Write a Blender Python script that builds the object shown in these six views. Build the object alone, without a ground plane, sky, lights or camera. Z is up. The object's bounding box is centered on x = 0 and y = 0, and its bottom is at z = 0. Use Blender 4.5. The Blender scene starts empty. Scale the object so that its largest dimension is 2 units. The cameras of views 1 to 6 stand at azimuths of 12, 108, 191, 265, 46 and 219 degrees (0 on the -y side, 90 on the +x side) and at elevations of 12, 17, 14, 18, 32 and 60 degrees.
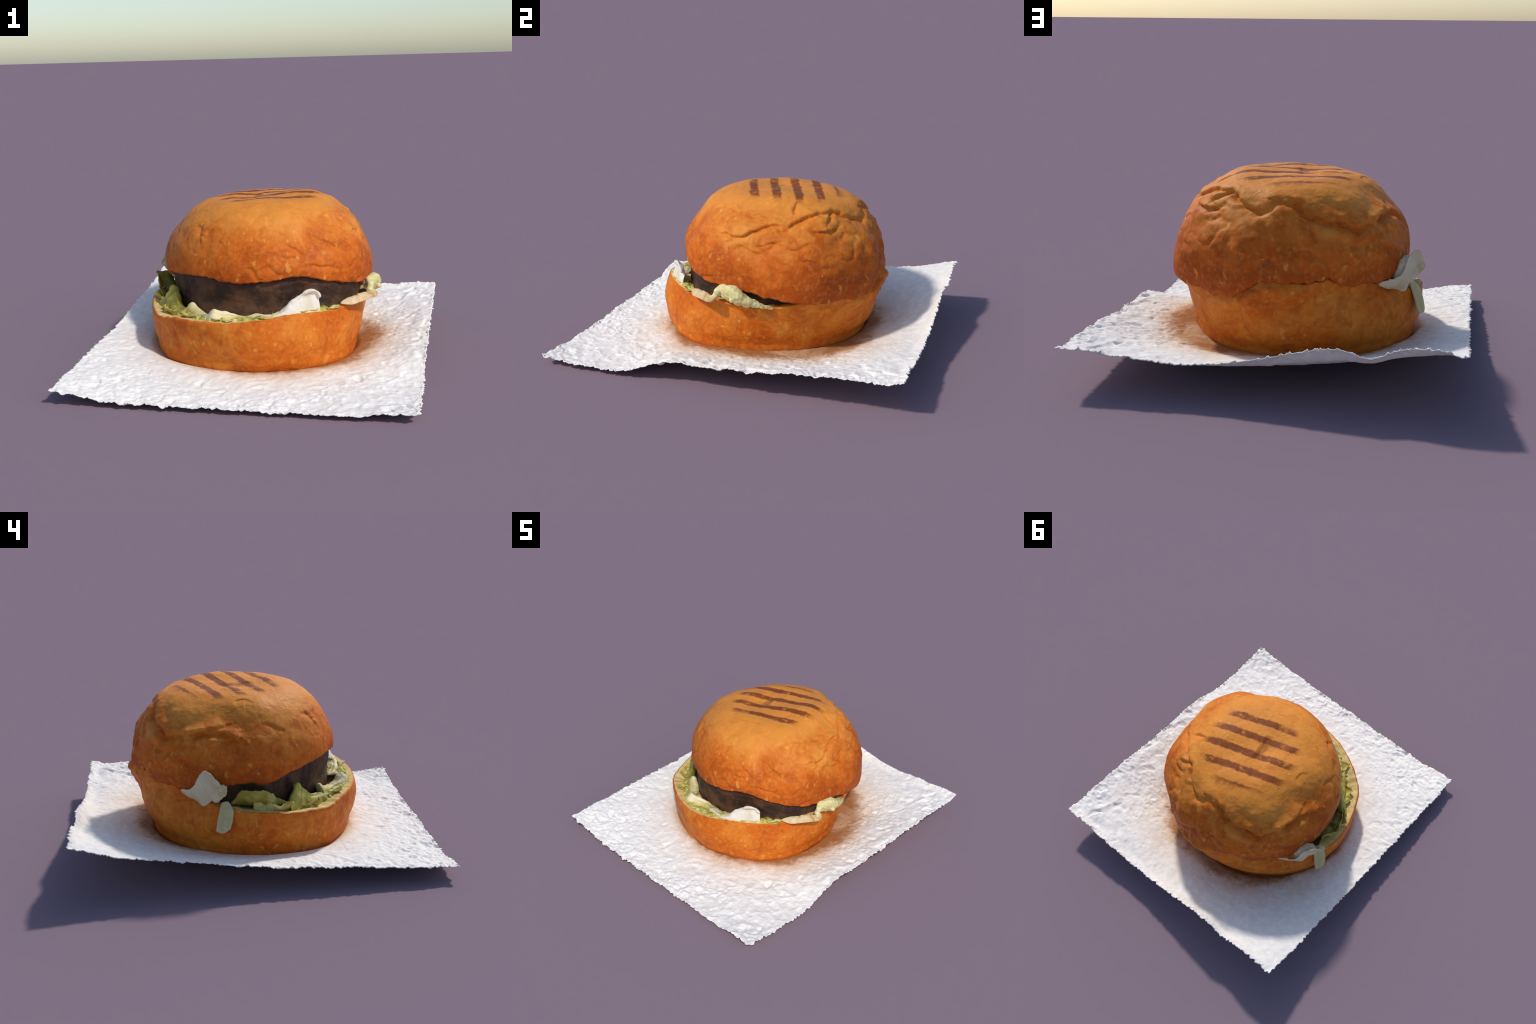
"""A grilled-bun hamburger with patty, lettuce, onion and melted cheese,
standing on a crumpled, rough paper napkin."""
import bpy, bmesh, math
import numpy as np
from mathutils import Vector

TAU = 2 * math.pi
CENTER = np.array([-0.02, 0.06, 0.56])      # middle of the bun, all profiles turn about it


# ------------------------------------------------------------------ noise
def _hash(ix, iy, iz, seed):
    h = (ix * 374761393 + iy * 668265263 + iz * 1440662683 + seed * 974711) & 0xFFFFFFFF
    h = ((h ^ (h >> 13)) * 1274126177) & 0xFFFFFFFF
    h = ((h ^ (h >> 16)) * 2246822519) & 0xFFFFFFFF
    return h ^ (h >> 15)


TURN = np.array([[.36, .48, -.80], [-.80, .60, 0.], [.48, .64, .60]])


def noise(P, scale, seed=0):
    """Smooth gradient noise, about -1..1, at the points P (n,3); scale = size of a lump in metres."""
    q = (np.asarray(P, float) @ TURN) / scale + 100.0
    i = np.floor(q).astype(np.int64)
    f = q - i
    w = f * f * f * (f * (f * 6 - 15) + 10)
    out = 0.0
    for dx in (0, 1):
        wx = w[..., 0] if dx else 1 - w[..., 0]
        for dy in (0, 1):
            wy = w[..., 1] if dy else 1 - w[..., 1]
            for dz in (0, 1):
                wz = w[..., 2] if dz else 1 - w[..., 2]
                h = _hash(i[..., 0] + dx, i[..., 1] + dy, i[..., 2] + dz, seed)
                g = ((h & 1023) / 511.5 - 1) * (f[..., 0] - dx) + (((h >> 10) & 1023) / 511.5 - 1) * (f[..., 1] - dy) + (((h >> 20) & 1023) / 511.5 - 1) * (f[..., 2] - dz)
                out = out + wx * wy * wz * g
    return np.clip(out * 1.7, -1, 1)


def fbm(P, scale, seed=0, octaves=3, gain=0.5):
    s, a, n = 0.0, 1.0, 0.0
    for o in range(octaves):
        s = s + a * noise(P, scale / 2 ** o, seed + 17 * o)
        n += a
        a *= gain
    return s / n


def smooth(a, b, x):
    t = np.clip((np.asarray(x, float) - a) / (b - a), 0, 1)
    return t * t * (3 - 2 * t)


def around(table, th):
    """Periodic smooth interpolation of rows given at equal steps of azimuth (row 0 at +x)."""
    G = np.asarray(table, float)
    m = len(G)
    F = np.fft.rfft(G, axis=0) / m
    out = np.zeros((len(th),) + G.shape[1:])
    sh = (-1,) + (1,) * (G.ndim - 1)
    for k in range(len(F)):
        w = 1.0 if k == 0 or 2 * k == m else 2.0
        e = np.exp(1j * k * th).reshape(sh)
        out += w * np.real(F[k] * e)
    return out


def by_angle(pairs, th):
    """Periodic linear-to-smooth interpolation of (degrees, value) pairs."""
    p = sorted((a % 360, v) for a, v in pairs)
    x = np.array([a for a, _ in p]); y = np.array([v for _, v in p])
    x = np.concatenate([x - 360, x, x + 360]); y = np.tile(y, 3)
    d = np.degrees(th) % 360
    s = 0
    for o, w in ((-4, .15), (-2, .2), (0, .3), (2, .2), (4, .15)):
        s = s + w * np.interp(d + o, x, y)
    return s


def catmull(points, n):
    """n points along a Catmull-Rom curve through the control points."""
    P = np.asarray(points, float)
    P = np.vstack([2 * P[0] - P[1], P, 2 * P[-1] - P[-2]])
    t = np.linspace(0, len(P) - 3 - 1e-9, n)
    i = t.astype(int); f = (t - i)[:, None]
    a, b, c, d = P[i], P[i + 1], P[i + 2], P[i + 3]
    return .5 * (2 * b + (c - a) * f + (2 * a - 5 * b + 4 * c - d) * f ** 2 + (3 * b - a - 3 * c + d) * f ** 3)


def spline_rows(x_knots, rows, x):
    """Natural-looking cubic (Catmull) interpolation along the last axis, x per row: rows (n,k), x (n,m)."""
    k = len(x_knots)
    u = np.interp(x, x_knots, np.arange(k))
    i = np.clip(u.astype(int), 0, k - 2); f = u - i
    g = lambda j: np.take_along_axis(rows, np.clip(j, 0, k - 1), axis=1)
    a, b, c, d = g(i - 1), g(i), g(i + 1), g(i + 2)
    return .5 * (2 * b + (c - a) * f + (2 * a - 5 * b + 4 * c - d) * f ** 2 + (3 * b - a - 3 * c + d) * f ** 3)


# ------------------------------------------------------------------ mesh helpers
def make_object(name, verts, faces, parent, mats, mat_index=None, smooth_shade=True):
    me = bpy.data.meshes.new(name)
    me.from_pydata([tuple(v) for v in np.asarray(verts).tolist()], [], faces)
    for m in (mats if isinstance(mats, (list, tuple)) else [mats]):
        me.materials.append(m)
    if mat_index is not None:
        me.polygons.foreach_set("material_index", np.asarray(mat_index, np.int32))
    me.polygons.foreach_set("use_smooth", np.full(len(me.polygons), smooth_shade))
    me.update()
    ob = bpy.data.objects.new(name, me)
    bpy.context.scene.collection.objects.link(ob)
    ob.parent = parent
    return ob


def turned(rings):
    """Faces for a stack of closed rings (rings: m rows of n verts) with one cap point at each end."""
    m, n = rings
    F = []
    for j in range(m - 1):
        for i in range(n):
            k = (i + 1) % n
            F.append((j * n + i, j * n + k, (j + 1) * n + k, (j + 1) * n + i))
    lo, hi = m * n, m * n + 1
    F += [(lo, (i + 1) % n, i) for i in range(n)]
    F += [(hi, (m - 1) * n + i, (m - 1) * n + (i + 1) % n) for i in range(n)]
    return F


def normals_of_rings(P):
    """Approximate outward normals of ring array P (m,n,3)."""
    du = np.roll(P, -1, axis=1) - np.roll(P, 1, axis=1)
    dv = np.gradient(P, axis=0)
    N = np.cross(du, dv)
    return N / np.maximum(np.linalg.norm(N, axis=-1, keepdims=True), 1e-9)


# ------------------------------------------------------------------ materials
class Nodes:
    def __init__(self, name):
        self.mat = bpy.data.materials.new(name)
        self.mat.use_nodes = True
        self.t = self.mat.node_tree
        self.t.nodes.clear()
        self.out = self.t.nodes.new("ShaderNodeOutputMaterial")
        self.coord = self.t.nodes.new("ShaderNodeTexCoord").outputs["Object"]

    def new(self, kind, **inputs):
        n = self.t.nodes.new(kind)
        for k, v in inputs.items():
            if k.startswith("_"):
                setattr(n, k[1:], v)
        for k, v in inputs.items():
            if not k.startswith("_"):
                key = int(k[1:]) if k[0] == "i" and k[1:].isdigit() else k.replace("__", " ")
                self.set(n.inputs[key], v)
        return n

    def set(self, sock, v):
        if isinstance(v, bpy.types.NodeSocket):
            self.t.links.new(v, sock)
        else:
            sock.default_value = v

    def math(self, op, a, b=0.0, c=0.0, clamp=False):
        n = self.t.nodes.new("ShaderNodeMath")
        n.operation = op
        n.use_clamp = clamp
        for s, v in zip(n.inputs, (a, b, c)):
            self.set(s, v)
        return n.outputs[0]

    def step(self, x, lo, hi, a=0.0, b=1.0):
        n = self.new("ShaderNodeMapRange", _interpolation_type="SMOOTHSTEP")
        for s, v in zip(n.inputs, (x, lo, hi, a, b)):
            self.set(s, v)
        return n.outputs[0]

    def noise(self, scale, detail=3.0, rough=0.55, vec=None, distortion=0.0):
        n = self.new("ShaderNodeTexNoise", Scale=scale, Detail=detail, Roughness=rough, Distortion=distortion)
        self.t.links.new(vec or self.coord, n.inputs["Vector"])
        return n.outputs["Fac"]

    def voronoi(self, scale, vec=None, feature="F1", rand=1.0):
        n = self.new("ShaderNodeTexVoronoi", _feature=feature, Scale=scale, Randomness=rand)
        self.t.links.new(vec or self.coord, n.inputs["Vector"])
        return n.outputs["Distance"]

    def stretch(self, sx, sy, sz):
        n = self.new("ShaderNodeMapping")
        n.inputs["Scale"].default_value = (sx, sy, sz)
        self.t.links.new(self.coord, n.inputs["Vector"])
        return n.outputs[0]

    def xyz(self):
        n = self.new("ShaderNodeSeparateXYZ")
        self.t.links.new(self.coord, n.inputs[0])
        return n.outputs

    def mix(self, fac, a, b, blend="MIX"):
        n = self.t.nodes.new("ShaderNodeMix")
        n.data_type = "RGBA"
        n.blend_type = blend
        self.set(n.inputs[0], fac)
        for s, v in ((n.inputs[6], a), (n.inputs[7], b)):
            self.set(s, v if isinstance(v, bpy.types.NodeSocket) else (*v, 1.0))
        return n.outputs[2]

    def finish(self, color, rough=0.6, spec=0.3, bump=None, strength=0.3, dist=0.01, **extra):
        b = self.new("ShaderNodeBsdfPrincipled")
        self.set(b.inputs["Base Color"], color if isinstance(color, bpy.types.NodeSocket) else (*color, 1.0))
        self.set(b.inputs["Roughness"], rough)
        b.inputs["Specular IOR Level"].default_value = spec
        for k, v in extra.items():
            self.set(b.inputs[k.replace("__", " ")], v)
        if bump is not None:
            bn = self.new("ShaderNodeBump", Strength=strength, Distance=dist, Height=bump)
            self.t.links.new(bn.outputs[0], b.inputs["Normal"])
        self.t.links.new(b.outputs[0], self.out.inputs[0])
        return self.mat


def crust_material(name, upper):
    m = Nodes(name)
    x, y, z = m.xyz()
    tan, amber, rust = (0.77, 0.272, 0.042), (0.630, 0.138, 0.011), (0.41, 0.064, 0.006)
    big = m.noise(4.0, 4, 0.6, distortion=0.6)
    mid = m.noise(11.0, 4, 0.6, distortion=0.8)
    fine = m.noise(45.0, 3, 0.6)
    if upper:
        # browning: the top stays pale tan, the flanks are deeper, with a ragged patchy border
        h = m.math("ADD", z, m.math("MULTIPLY", m.math("SUBTRACT", big, 0.5), 0.55))
        h = m.math("ADD", h, m.math("MULTIPLY", m.math("SUBTRACT", mid, 0.5), 0.22))
        col = m.mix(m.step(h, 0.63, 0.88), amber, tan)
        col = m.mix(m.math("MULTIPLY", m.step(h, 0.66, 0.44), 0.8), col, rust)
    else:
        col = m.mix(m.step(big, 0.38, 0.60), (0.70, 0.205, 0.022), amber)
        streak = m.noise(9.0, 3, 0.6, vec=m.stretch(1.3, 1.3, 0.6), distortion=0.8)
        col = m.mix(m.math("MULTIPLY", m.step(streak, 0.48, 0.75), 0.55), col, rust)
        col = m.mix(m.math("MULTIPLY", m.step(mid, 0.58, 0.72), 0.6), col, (0.76, 0.33, 0.06))
    # mottling, calmer on the pale crown
    col = m.mix(m.math("MULTIPLY", m.step(mid, 0.52, 0.36), m.step(z, 0.70, 0.86, 0.42, 0.14) if upper else 0.4), col, rust)
    col = m.mix(m.math("MULTIPLY", m.step(fine, 0.45, 0.7), 0.22), col, (0.76, 0.36, 0.085))
    # pale blistered specks
    warp = m.noise(30.0, 2)
    n = m.new("ShaderNodeMix", _data_type="VECTOR")
    wv = m.new("ShaderNodeTexNoise", Scale=16.0, Detail=3.0)
    m.t.links.new(m.coord, wv.inputs["Vector"])
    n.inputs[0].default_value = 0.06
    m.t.links.new(m.stretch(1.0, 1.0, 0.62), n.inputs[4])
    m.t.links.new(wv.outputs["Color"], n.inputs[5])
    v = m.math("ADD", m.voronoi(21.0, vec=n.outputs[1]), m.math("MULTIPLY", m.noise(7.0, 2), 0.34))
    speck = m.math("MULTIPLY", m.step(v, 0.40, 0.26), m.step(m.noise(9.0, 1), 0.36, 0.58))
    v2 = m.math("ADD", m.voronoi(11.0), m.math("MULTIPLY", mid, 0.25))
    blot = m.math("MULTIPLY", m.step(v2, 0.34, 0.22), m.step(m.noise(5.0, 1), 0.45, 0.58))
    col = m.mix(m.math("MULTIPLY", speck, 0.5), col, (0.88, 0.40, 0.075))
    col = m.mix(m.math("MULTIPLY", blot, 0.35), col, (0.84, 0.35, 0.045))
    bump = m.math("ADD", m.math("MULTIPLY", mid, 0.8), m.math("MULTIPLY", fine, 0.35))
    bump = m.math("ADD", bump, m.math("MULTIPLY", speck, 0.25))
    if upper:
        # grill marks: parallel bars inside a round contact patch on top
        c, s = math.cos(math.radians(20)), math.sin(math.radians(20))
        wob = m.math("MULTIPLY", m.math("SUBTRACT", m.noise(24.0, 4, 0.65), 0.5), 0.034)
        wob2 = m.math("MULTIPLY", m.math("SUBTRACT", m.noise(9.0, 2, 0.6), 0.5), 0.10)
        a = m.math("ADD", m.math("MULTIPLY", x, c), m.math("MULTIPLY", y, s))
        b = m.math("ADD", m.math("MULTIPLY", y, c), m.math("MULTIPLY", x, -s))
        b = m.math("ADD", b, wob)
        f = m.math("FRACT", m.math("ADD", m.math("DIVIDE", m.math("ADD", b, 0.09), 0.1212), 8.5))
        d = m.math("MULTIPLY", m.math("ABSOLUTE", m.math("SUBTRACT", f, 0.5)), 0.1212)
        bar = m.step(d, 0.031, 0.017)
        ra = m.math("SUBTRACT", a, 0.045)
        rb = m.math("SUBTRACT", b, 0.115)
        rad = m.math("SQRT", m.math("ADD", m.math("MULTIPLY", ra, ra), m.math("MULTIPLY", rb, rb)))
        rad = m.math("ADD", rad, wob2)
        disc = m.step(rad, 0.325, 0.265)
        wear = m.step(m.math("ADD", m.noise(14.0, 4, 0.7), m.math("MULTIPLY", rad, -0.35)), 0.22, 0.40, 0.3, 1.0)
        grill = m.math("MULTIPLY", m.math("MULTIPLY", bar, disc), wear)
        # the scorched stroke that joins two bars across the burst in the middle
        ja = m.math("SUBTRACT", m.math("ADD", x, m.math("MULTIPLY", y, 0.22)), -0.032)
        join = m.math("MULTIPLY", m.step(m.math("ABSOLUTE", m.math("ADD", ja, wob)), 0.036, 0.018),
                      m.step(m.math("ABSOLUTE", m.math("SUBTRACT", y, 0.065)), 0.095, 0.06))
        grill = m.math("MAXIMUM", grill, m.math("MULTIPLY", join, 0.5))
        grill = m.math("MULTIPLY", grill, m.step(z, 0.80, 0.86))
        char = m.mix(m.noise(22.0, 3), (0.14, 0.026, 0.009), (0.30, 0.072, 0.018))
        col = m.mix(m.math("MULTIPLY", grill, 0.93), col, char)
        bump = m.math("ADD", bump, m.math("MULTIPLY", grill, -0.25))
    return m.finish(col, rough=0.55, spec=0.12, bump=bump, strength=0.35, dist=0.012)


def inner_crumb_material():
    """Underside of the upper half, soaked with meat juice."""
    m = Nodes("soaked_crumb")
    n1 = m.noise(14.0, 4, 0.6, vec=m.stretch(1.6, 1.6, 0.5), distortion=0.6)
    col = m.mix(m.step(n1, 0.36, 0.66), (0.13, 0.065, 0.028), (0.40, 0.24, 0.095))
    return m.finish(col, rough=0.7, spec=0.15, bump=n1, strength=0.5, dist=0.012)


def crumb_material():
    m = Nodes("bread_crumb")
    n1, n2 = m.noise(10.0, 4, 0.6), m.noise(40.0, 3, 0.6)
    col = m.mix(m.step(n1, 0.4, 0.62), (0.74, 0.55, 0.22), (0.72, 0.42, 0.11))
    col = m.mix(m.math("MULTIPLY", m.step(n2, 0.5, 0.7), 0.7), col, (0.86, 0.74, 0.42))
    pores = m.step(m.voronoi(38.0), 0.26, 0.14)
    pores = m.math("MULTIPLY", pores, m.step(m.noise(15.0, 1), 0.5, 0.62))
    col = m.mix(m.math("MULTIPLY", pores, 0.7), col, (0.25, 0.11, 0.02))
    return m.finish(col, rough=0.8, spec=0.15, bump=m.math("SUBTRACT", n2, pores), strength=0.5, dist=0.008)


def patty_material():
    m = Nodes("grilled_meat")
    n1, n2 = m.noise(9.0, 4, 0.6), m.noise(40.0, 4, 0.65)
    col = m.mix(m.step(n1, 0.4, 0.65), (0.042, 0.020, 0.011), (0.13, 0.060, 0.028))
    col = m.mix(m.math("MULTIPLY", m.step(n2, 0.52, 0.7), 0.5), col, (0.11, 0.05, 0.035))
    col = m.mix(m.math("MULTIPLY", m.step(m.math("ADD", m.xyz()[2], m.math("MULTIPLY", n1, 0.1)), 0.52, 0.58), 0.6),
                col, (0.085, 0.026, 0.019))
    return m.finish(col, rough=0.6, spec=0.3, bump=m.math("ADD", n1, m.math("MULTIPLY", n2, 0.5)), strength=0.5, dist=0.015)


def leafy(name, dark, mid, pale, scale=9.0, trans=0.12, spec=0.3):
    m = Nodes(name)
    n1, n2 = m.noise(scale, 3, 0.6, distortion=0.8), m.noise(scale * 4, 3, 0.6)
    col = m.mix(m.step(n1, 0.36, 0.52), dark, mid)
    col = m.mix(m.step(n1, 0.5, 0.68), col, pale)
    col = m.mix(m.math("MULTIPLY", m.step(n2, 0.5, 0.75), 0.35), col, pale)
    mat = m.finish(col, rough=0.5, spec=spec, bump=n2, strength=0.3, dist=0.006)
    p = next(n for n in m.t.nodes if n.type == "BSDF_PRINCIPLED")
    tr = m.t.nodes.new("ShaderNodeBsdfTranslucent")
    m.t.links.new(col, tr.inputs[0])
    mx = m.t.nodes.new("ShaderNodeMixShader")
    mx.inputs[0].default_value = trans
    m.t.links.new(p.outputs[0], mx.inputs[1])
    m.t.links.new(tr.outputs[0], mx.inputs[2])
    m.t.links.new(mx.outputs[0], m.out.inputs[0])
    return mat


def ruffle_material():
    """A lettuce leaf that pales from olive at the -x end over cream to white at the +x end, yellow-green at its foot."""
    m = Nodes("ruffled_leaf")
    x, y, z = m.xyz()
    n1, n2 = m.noise(9.0, 3, 0.6, distortion=0.8), m.noise(36.0, 3, 0.6)
    h = m.math("ADD", x, m.math("MULTIPLY", m.math("SUBTRACT", n1, 0.5), 0.16))
    olive = m.mix(m.step(n1, 0.36, 0.64), (0.24, 0.20, 0.030), (0.52, 0.44, 0.085))
    cream = m.mix(m.step(n1, 0.36, 0.64), (0.66, 0.54, 0.22), (0.82, 0.72, 0.46))
    white = m.mix(m.step(n1, 0.36, 0.64), (0.74, 0.66, 0.50), (0.86, 0.79, 0.67))
    col = m.mix(m.step(h, -0.40, -0.30), olive, cream)
    col = m.mix(m.step(h, 0.02, 0.16), col, white)
    foot = m.math("ADD", m.math("ADD", z, m.math("MULTIPLY", x, -0.06)), m.math("MULTIPLY", m.math("SUBTRACT", n2, 0.5), 0.05))
    col = m.mix(m.math("MULTIPLY", m.step(foot, 0.365, 0.335), 0.7), col, (0.62, 0.50, 0.09))
    return m.finish(col, rough=0.5, spec=0.25, bump=n2, strength=0.25, dist=0.005)


def napkin_material():
    m = Nodes("rough_white_paper")
    x, y, z = m.xyz()
    n1, n2, n3 = m.noise(7.0, 4, 0.6), m.noise(26.0, 4, 0.6), m.noise(90.0, 3, 0.6)
    col = m.mix(m.step(n2, 0.42, 0.62), (0.90, 0.85, 0.79), (0.98, 0.93, 0.86))
    col = m.mix(m.math("MULTIPLY", m.step(n1, 0.52, 0.7), 0.45), col, (0.95, 0.87, 0.76))
    # orange-brown tint around the bun, deepest at its foot, wider toward +x and +y
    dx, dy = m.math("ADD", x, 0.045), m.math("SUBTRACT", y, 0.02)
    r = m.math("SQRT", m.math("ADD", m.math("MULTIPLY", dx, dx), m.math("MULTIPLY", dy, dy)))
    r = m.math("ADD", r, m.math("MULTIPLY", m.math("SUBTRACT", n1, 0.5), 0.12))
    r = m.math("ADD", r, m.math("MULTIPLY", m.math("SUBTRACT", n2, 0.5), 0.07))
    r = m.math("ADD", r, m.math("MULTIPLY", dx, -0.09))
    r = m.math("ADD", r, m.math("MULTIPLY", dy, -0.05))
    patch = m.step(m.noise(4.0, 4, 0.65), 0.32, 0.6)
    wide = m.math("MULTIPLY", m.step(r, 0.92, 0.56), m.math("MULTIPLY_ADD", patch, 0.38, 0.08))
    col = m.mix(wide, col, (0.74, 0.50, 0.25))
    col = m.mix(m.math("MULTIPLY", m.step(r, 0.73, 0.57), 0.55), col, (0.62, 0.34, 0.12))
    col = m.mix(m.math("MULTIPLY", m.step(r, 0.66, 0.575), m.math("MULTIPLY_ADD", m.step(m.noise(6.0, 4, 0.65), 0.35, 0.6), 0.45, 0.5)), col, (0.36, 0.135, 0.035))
    specks = m.math("MULTIPLY", m.step(m.voronoi(30.0), 0.13, 0.07), m.step(m.noise(11.0, 1), 0.6, 0.66))
    col = m.mix(m.math("MULTIPLY", specks, 0.6), col, (0.25, 0.22, 0.2))
    return m.finish(col, rough=0.9, spec=0.1, bump=m.math("ADD", n2, m.math("MULTIPLY", n3, 0.4)), strength=0.25, dist=0.010)


# ------------------------------------------------------------------ shared outlines
# lower edge of the upper bun (height by azimuth; 0 = +x, 90 = +y) and cut edge of the lower bun
UPPER_RIM = [(0, .455), (12, .432), (22, .422), (30, .405), (45, .395), (62, .385), (75, .40), (83, .47), (90, .50), (97, .485), (103, .475),
             (112, .497), (121, .455), (134, .447), (145, .44), (159, .475), (173, .485), (181, .495), (190, .46),
             (198, .50), (210, .52), (225, .532), (240, .542), (257, .527), (269, .521), (282, .534), (293, .543),
             (301, .556), (307, .54), (315, .52), (333, .482), (349, .465)]
LOWER_RIM = [(0, .365), (12, .366), (20, .376), (30, .398), (45, .385), (62, .375), (75, .39), (83, .445), (90, .472), (97, .457), (103, .447),
             (112, .465), (121, .445), (134, .437), (145, .425), (155, .395), (165, .365), (180, .355), (190, .34),
             (199, .325), (208, .314), (222, .308), (233, .322), (250, .333), (267, .339), (277, .352), (288, .366), (300, .371),
             (310, .366), (320, .362), (330, .375), (342, .385), (350, .375)]

# distance from CENTER in mm; one row per 22.5 degrees of azimuth, columns at these elevations
DOME_ELEV = np.radians([-25, -12, 0, 12, 24, 36, 48, 60, 75, 90])
DOME = [
    [623, 610, 598, 572, 546, 497, 462, 414, 362, 338], [646, 642, 623, 587, 550, 506, 469, 415, 362, 338],
    [656, 643, 628, 600, 563, 521, 469, 407, 360, 338], [655, 635, 623, 601, 554, 522, 459, 399, 358, 338],
    [651, 632, 613, 591, 551, 519, 456, 396, 357, 338], [634, 620, 604, 577, 540, 509, 451, 395, 356, 338],
    [612, 606, 595, 570, 536, 498, 446, 394, 355, 338], [598, 591, 582, 557, 519, 481, 437, 394, 354, 338],
    [572, 569, 571, 551, 510, 478, 439, 393, 353, 338], [550, 545, 544, 529, 503, 478, 437, 391, 353, 338],
    [538, 533, 523, 516, 497, 470, 434, 392, 353, 338], [532, 531, 530, 515, 495, 472, 438, 396, 354, 338],
    [533, 537, 542, 523, 501, 480, 443, 402, 356, 338], [545, 545, 550, 531, 502, 483, 445, 402, 357, 338],
    [588, 583, 576, 554, 520, 490, 448, 400, 358, 338], [630, 623, 613, 589, 547, 500, 457, 405, 360, 338]]

# radius in mm of the lower bun's side, columns at these heights
SIDE_Z = np.array([.12, .18, .24, .30, .36, .42, .48, .54, .60])
SIDE = [
    [520, 543, 554, 567, 577, 601, 632, 657, 678], [493, 518, 535, 553, 578, 615, 640, 660, 680],
    [487, 515, 535, 560, 596, 634, 650, 660, 670], [503, 534, 557, 583, 615, 638, 650, 660, 670],
    [511, 552, 572, 586, 612, 630, 632, 640, 650], [520, 548, 570, 576, 574, 578, 590, 600, 610],
    [532, 560, 575, 572, 558, 548, 560, 580, 590], [570, 590, 602, 600, 580, 558, 565, 580, 590],
    [600, 623, 634, 638, 632, 620, 620, 625, 630], [614, 633, 641, 644, 640, 642, 646, 646, 642],
    [636, 640, 646, 650, 652, 655, 652, 645, 638], [622, 646, 652, 655, 655, 655, 650, 643, 637],
    [644, 664, 674, 667, 649, 642, 640, 639, 638], [643, 656, 663, 653, 637, 630, 631, 637, 645],
    [612, 620, 620, 612, 604, 606, 620, 639, 655], [564, 578, 582, 582, 580, 594, 618, 640, 660]]


def seam_jag(th):
    """Ragged wandering of the closed seam round the back, shared by both halves."""
    d = np.degrees(th) % 360
    U = np.stack([np.cos(th), np.sin(th), 0 * th], 1)
    return (.018 * noise(U, .16, 501) + .009 * noise(U, .06, 502)) * smooth(48, 75, d) * smooth(168, 140, d)


def dome_radius(th, ph):
    """th (n,), ph (n,m) -> distance from CENTER (n,m), metres."""
    return spline_rows(DOME_ELEV, around(DOME, th) / 1000.0, ph)


def side_radius(th, z):
    return spline_rows(SIDE_Z, around(SIDE, th) / 1000.0, z)


def on_dome(az, el):
    th, ph = np.radians([az]), np.radians([[el]])
    R = float(dome_radius(th, ph)[0, 0])
    t, p = th[0], ph[0, 0]
    return CENTER + R * np.array([math.cos(t) * math.cos(p), math.sin(t) * math.cos(p), math.sin(p)])


# folds of the crust: (depth, width, swelling above, points as azimuth/elevation)
FOLDS = [
    (.016, .013, .008, [(-22, 19), (-11, 17), (-5, 18), (3, 22), (14, 26), (21, 22), (27, 20)]),
    (.016, .016, .008, [(17, 26), (25, 26), (35, 30), (47, 32), (56, 32)]),
    (.018, .016, .008, [(47, 24), (52, 30), (57, 33), (66, 28), (75, 25), (82, 24), (89, 29)]),
    (.010, .012, .004, [(26, 32), (28, 38), (34, 43)]),
    (.012, .012, .006, [(36, 22), (45, 20), (55, 22)]),
    (.008, .010, .004, [(-8, 30), (6, 33), (16, 32)]),
    (.006, .010, .003, [(0, 13), (12, 15), (24, 13), (38, 15)]),
    (.008, .010, .004, [(-35, 33), (-22, 35), (-14, 33)]),
    (.026, .019, .012, [(87, 30), (97, 28), (106, 22), (114, 19), (121, 18), (130, 15), (139, 16), (152, 18)]),
    (.010, .030, .000, [(80, 25), (85, 16), (88, 8), (90, -1)]),
    (.014, .030, .004, [(97, 17), (99, 8), (103, -4)]),
    (.014, .028, .004, [(121, 8), (124, 0), (122, -8)]),
    (.008, .028, .000, [(69, 15), (66, 4), (64, -8)]),
    (.026, .019, .012, [(143, 15), (152, 19), (158, 20), (166, 19), (173, 15), (179, 9)]),
    (.014, .020, .008, [(147, 17), (156, 20), (166, 25)]),
    (.014, .022, .006, [(95, 31), (106, 25), (115, 19)]),
    (.016, .026, .009, [(120, 10), (133, 7), (142, 11)]),
    (.003, .012, .002, [(170, 42), (180, 44), (188, 42)]),
    (.004, .012, .002, [(-128, 30), (-125, 20), (-120, 12)]),
    (.005, .014, .003, [(-72, 12), (-62, 8), (-52, 12)]),
    (.008, .014, .004, [(-48, 22), (-38, 14), (-28, 10)]),
    (.010, .014, .003, [(62, 2), (72, 4), (80, 1)]),
    (.010, .016, .004, [(62, -16), (72, -15), (84, -10)]),
    (.008, .014, .003, [(96, 2), (104, 6), (112, 2)]),
    (.006, .012, .002, [(46, 8), (55, 5), (60, 9)]),
]
# the little burst fold on the very top, in plan
TOP_FOLD = [(-.075, -.07), (-.045, -.02), (-.028, .02), (-.05, .10), (-.055, .14), (-.035, .205), (-.01, .27), (.03, .34)]


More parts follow.
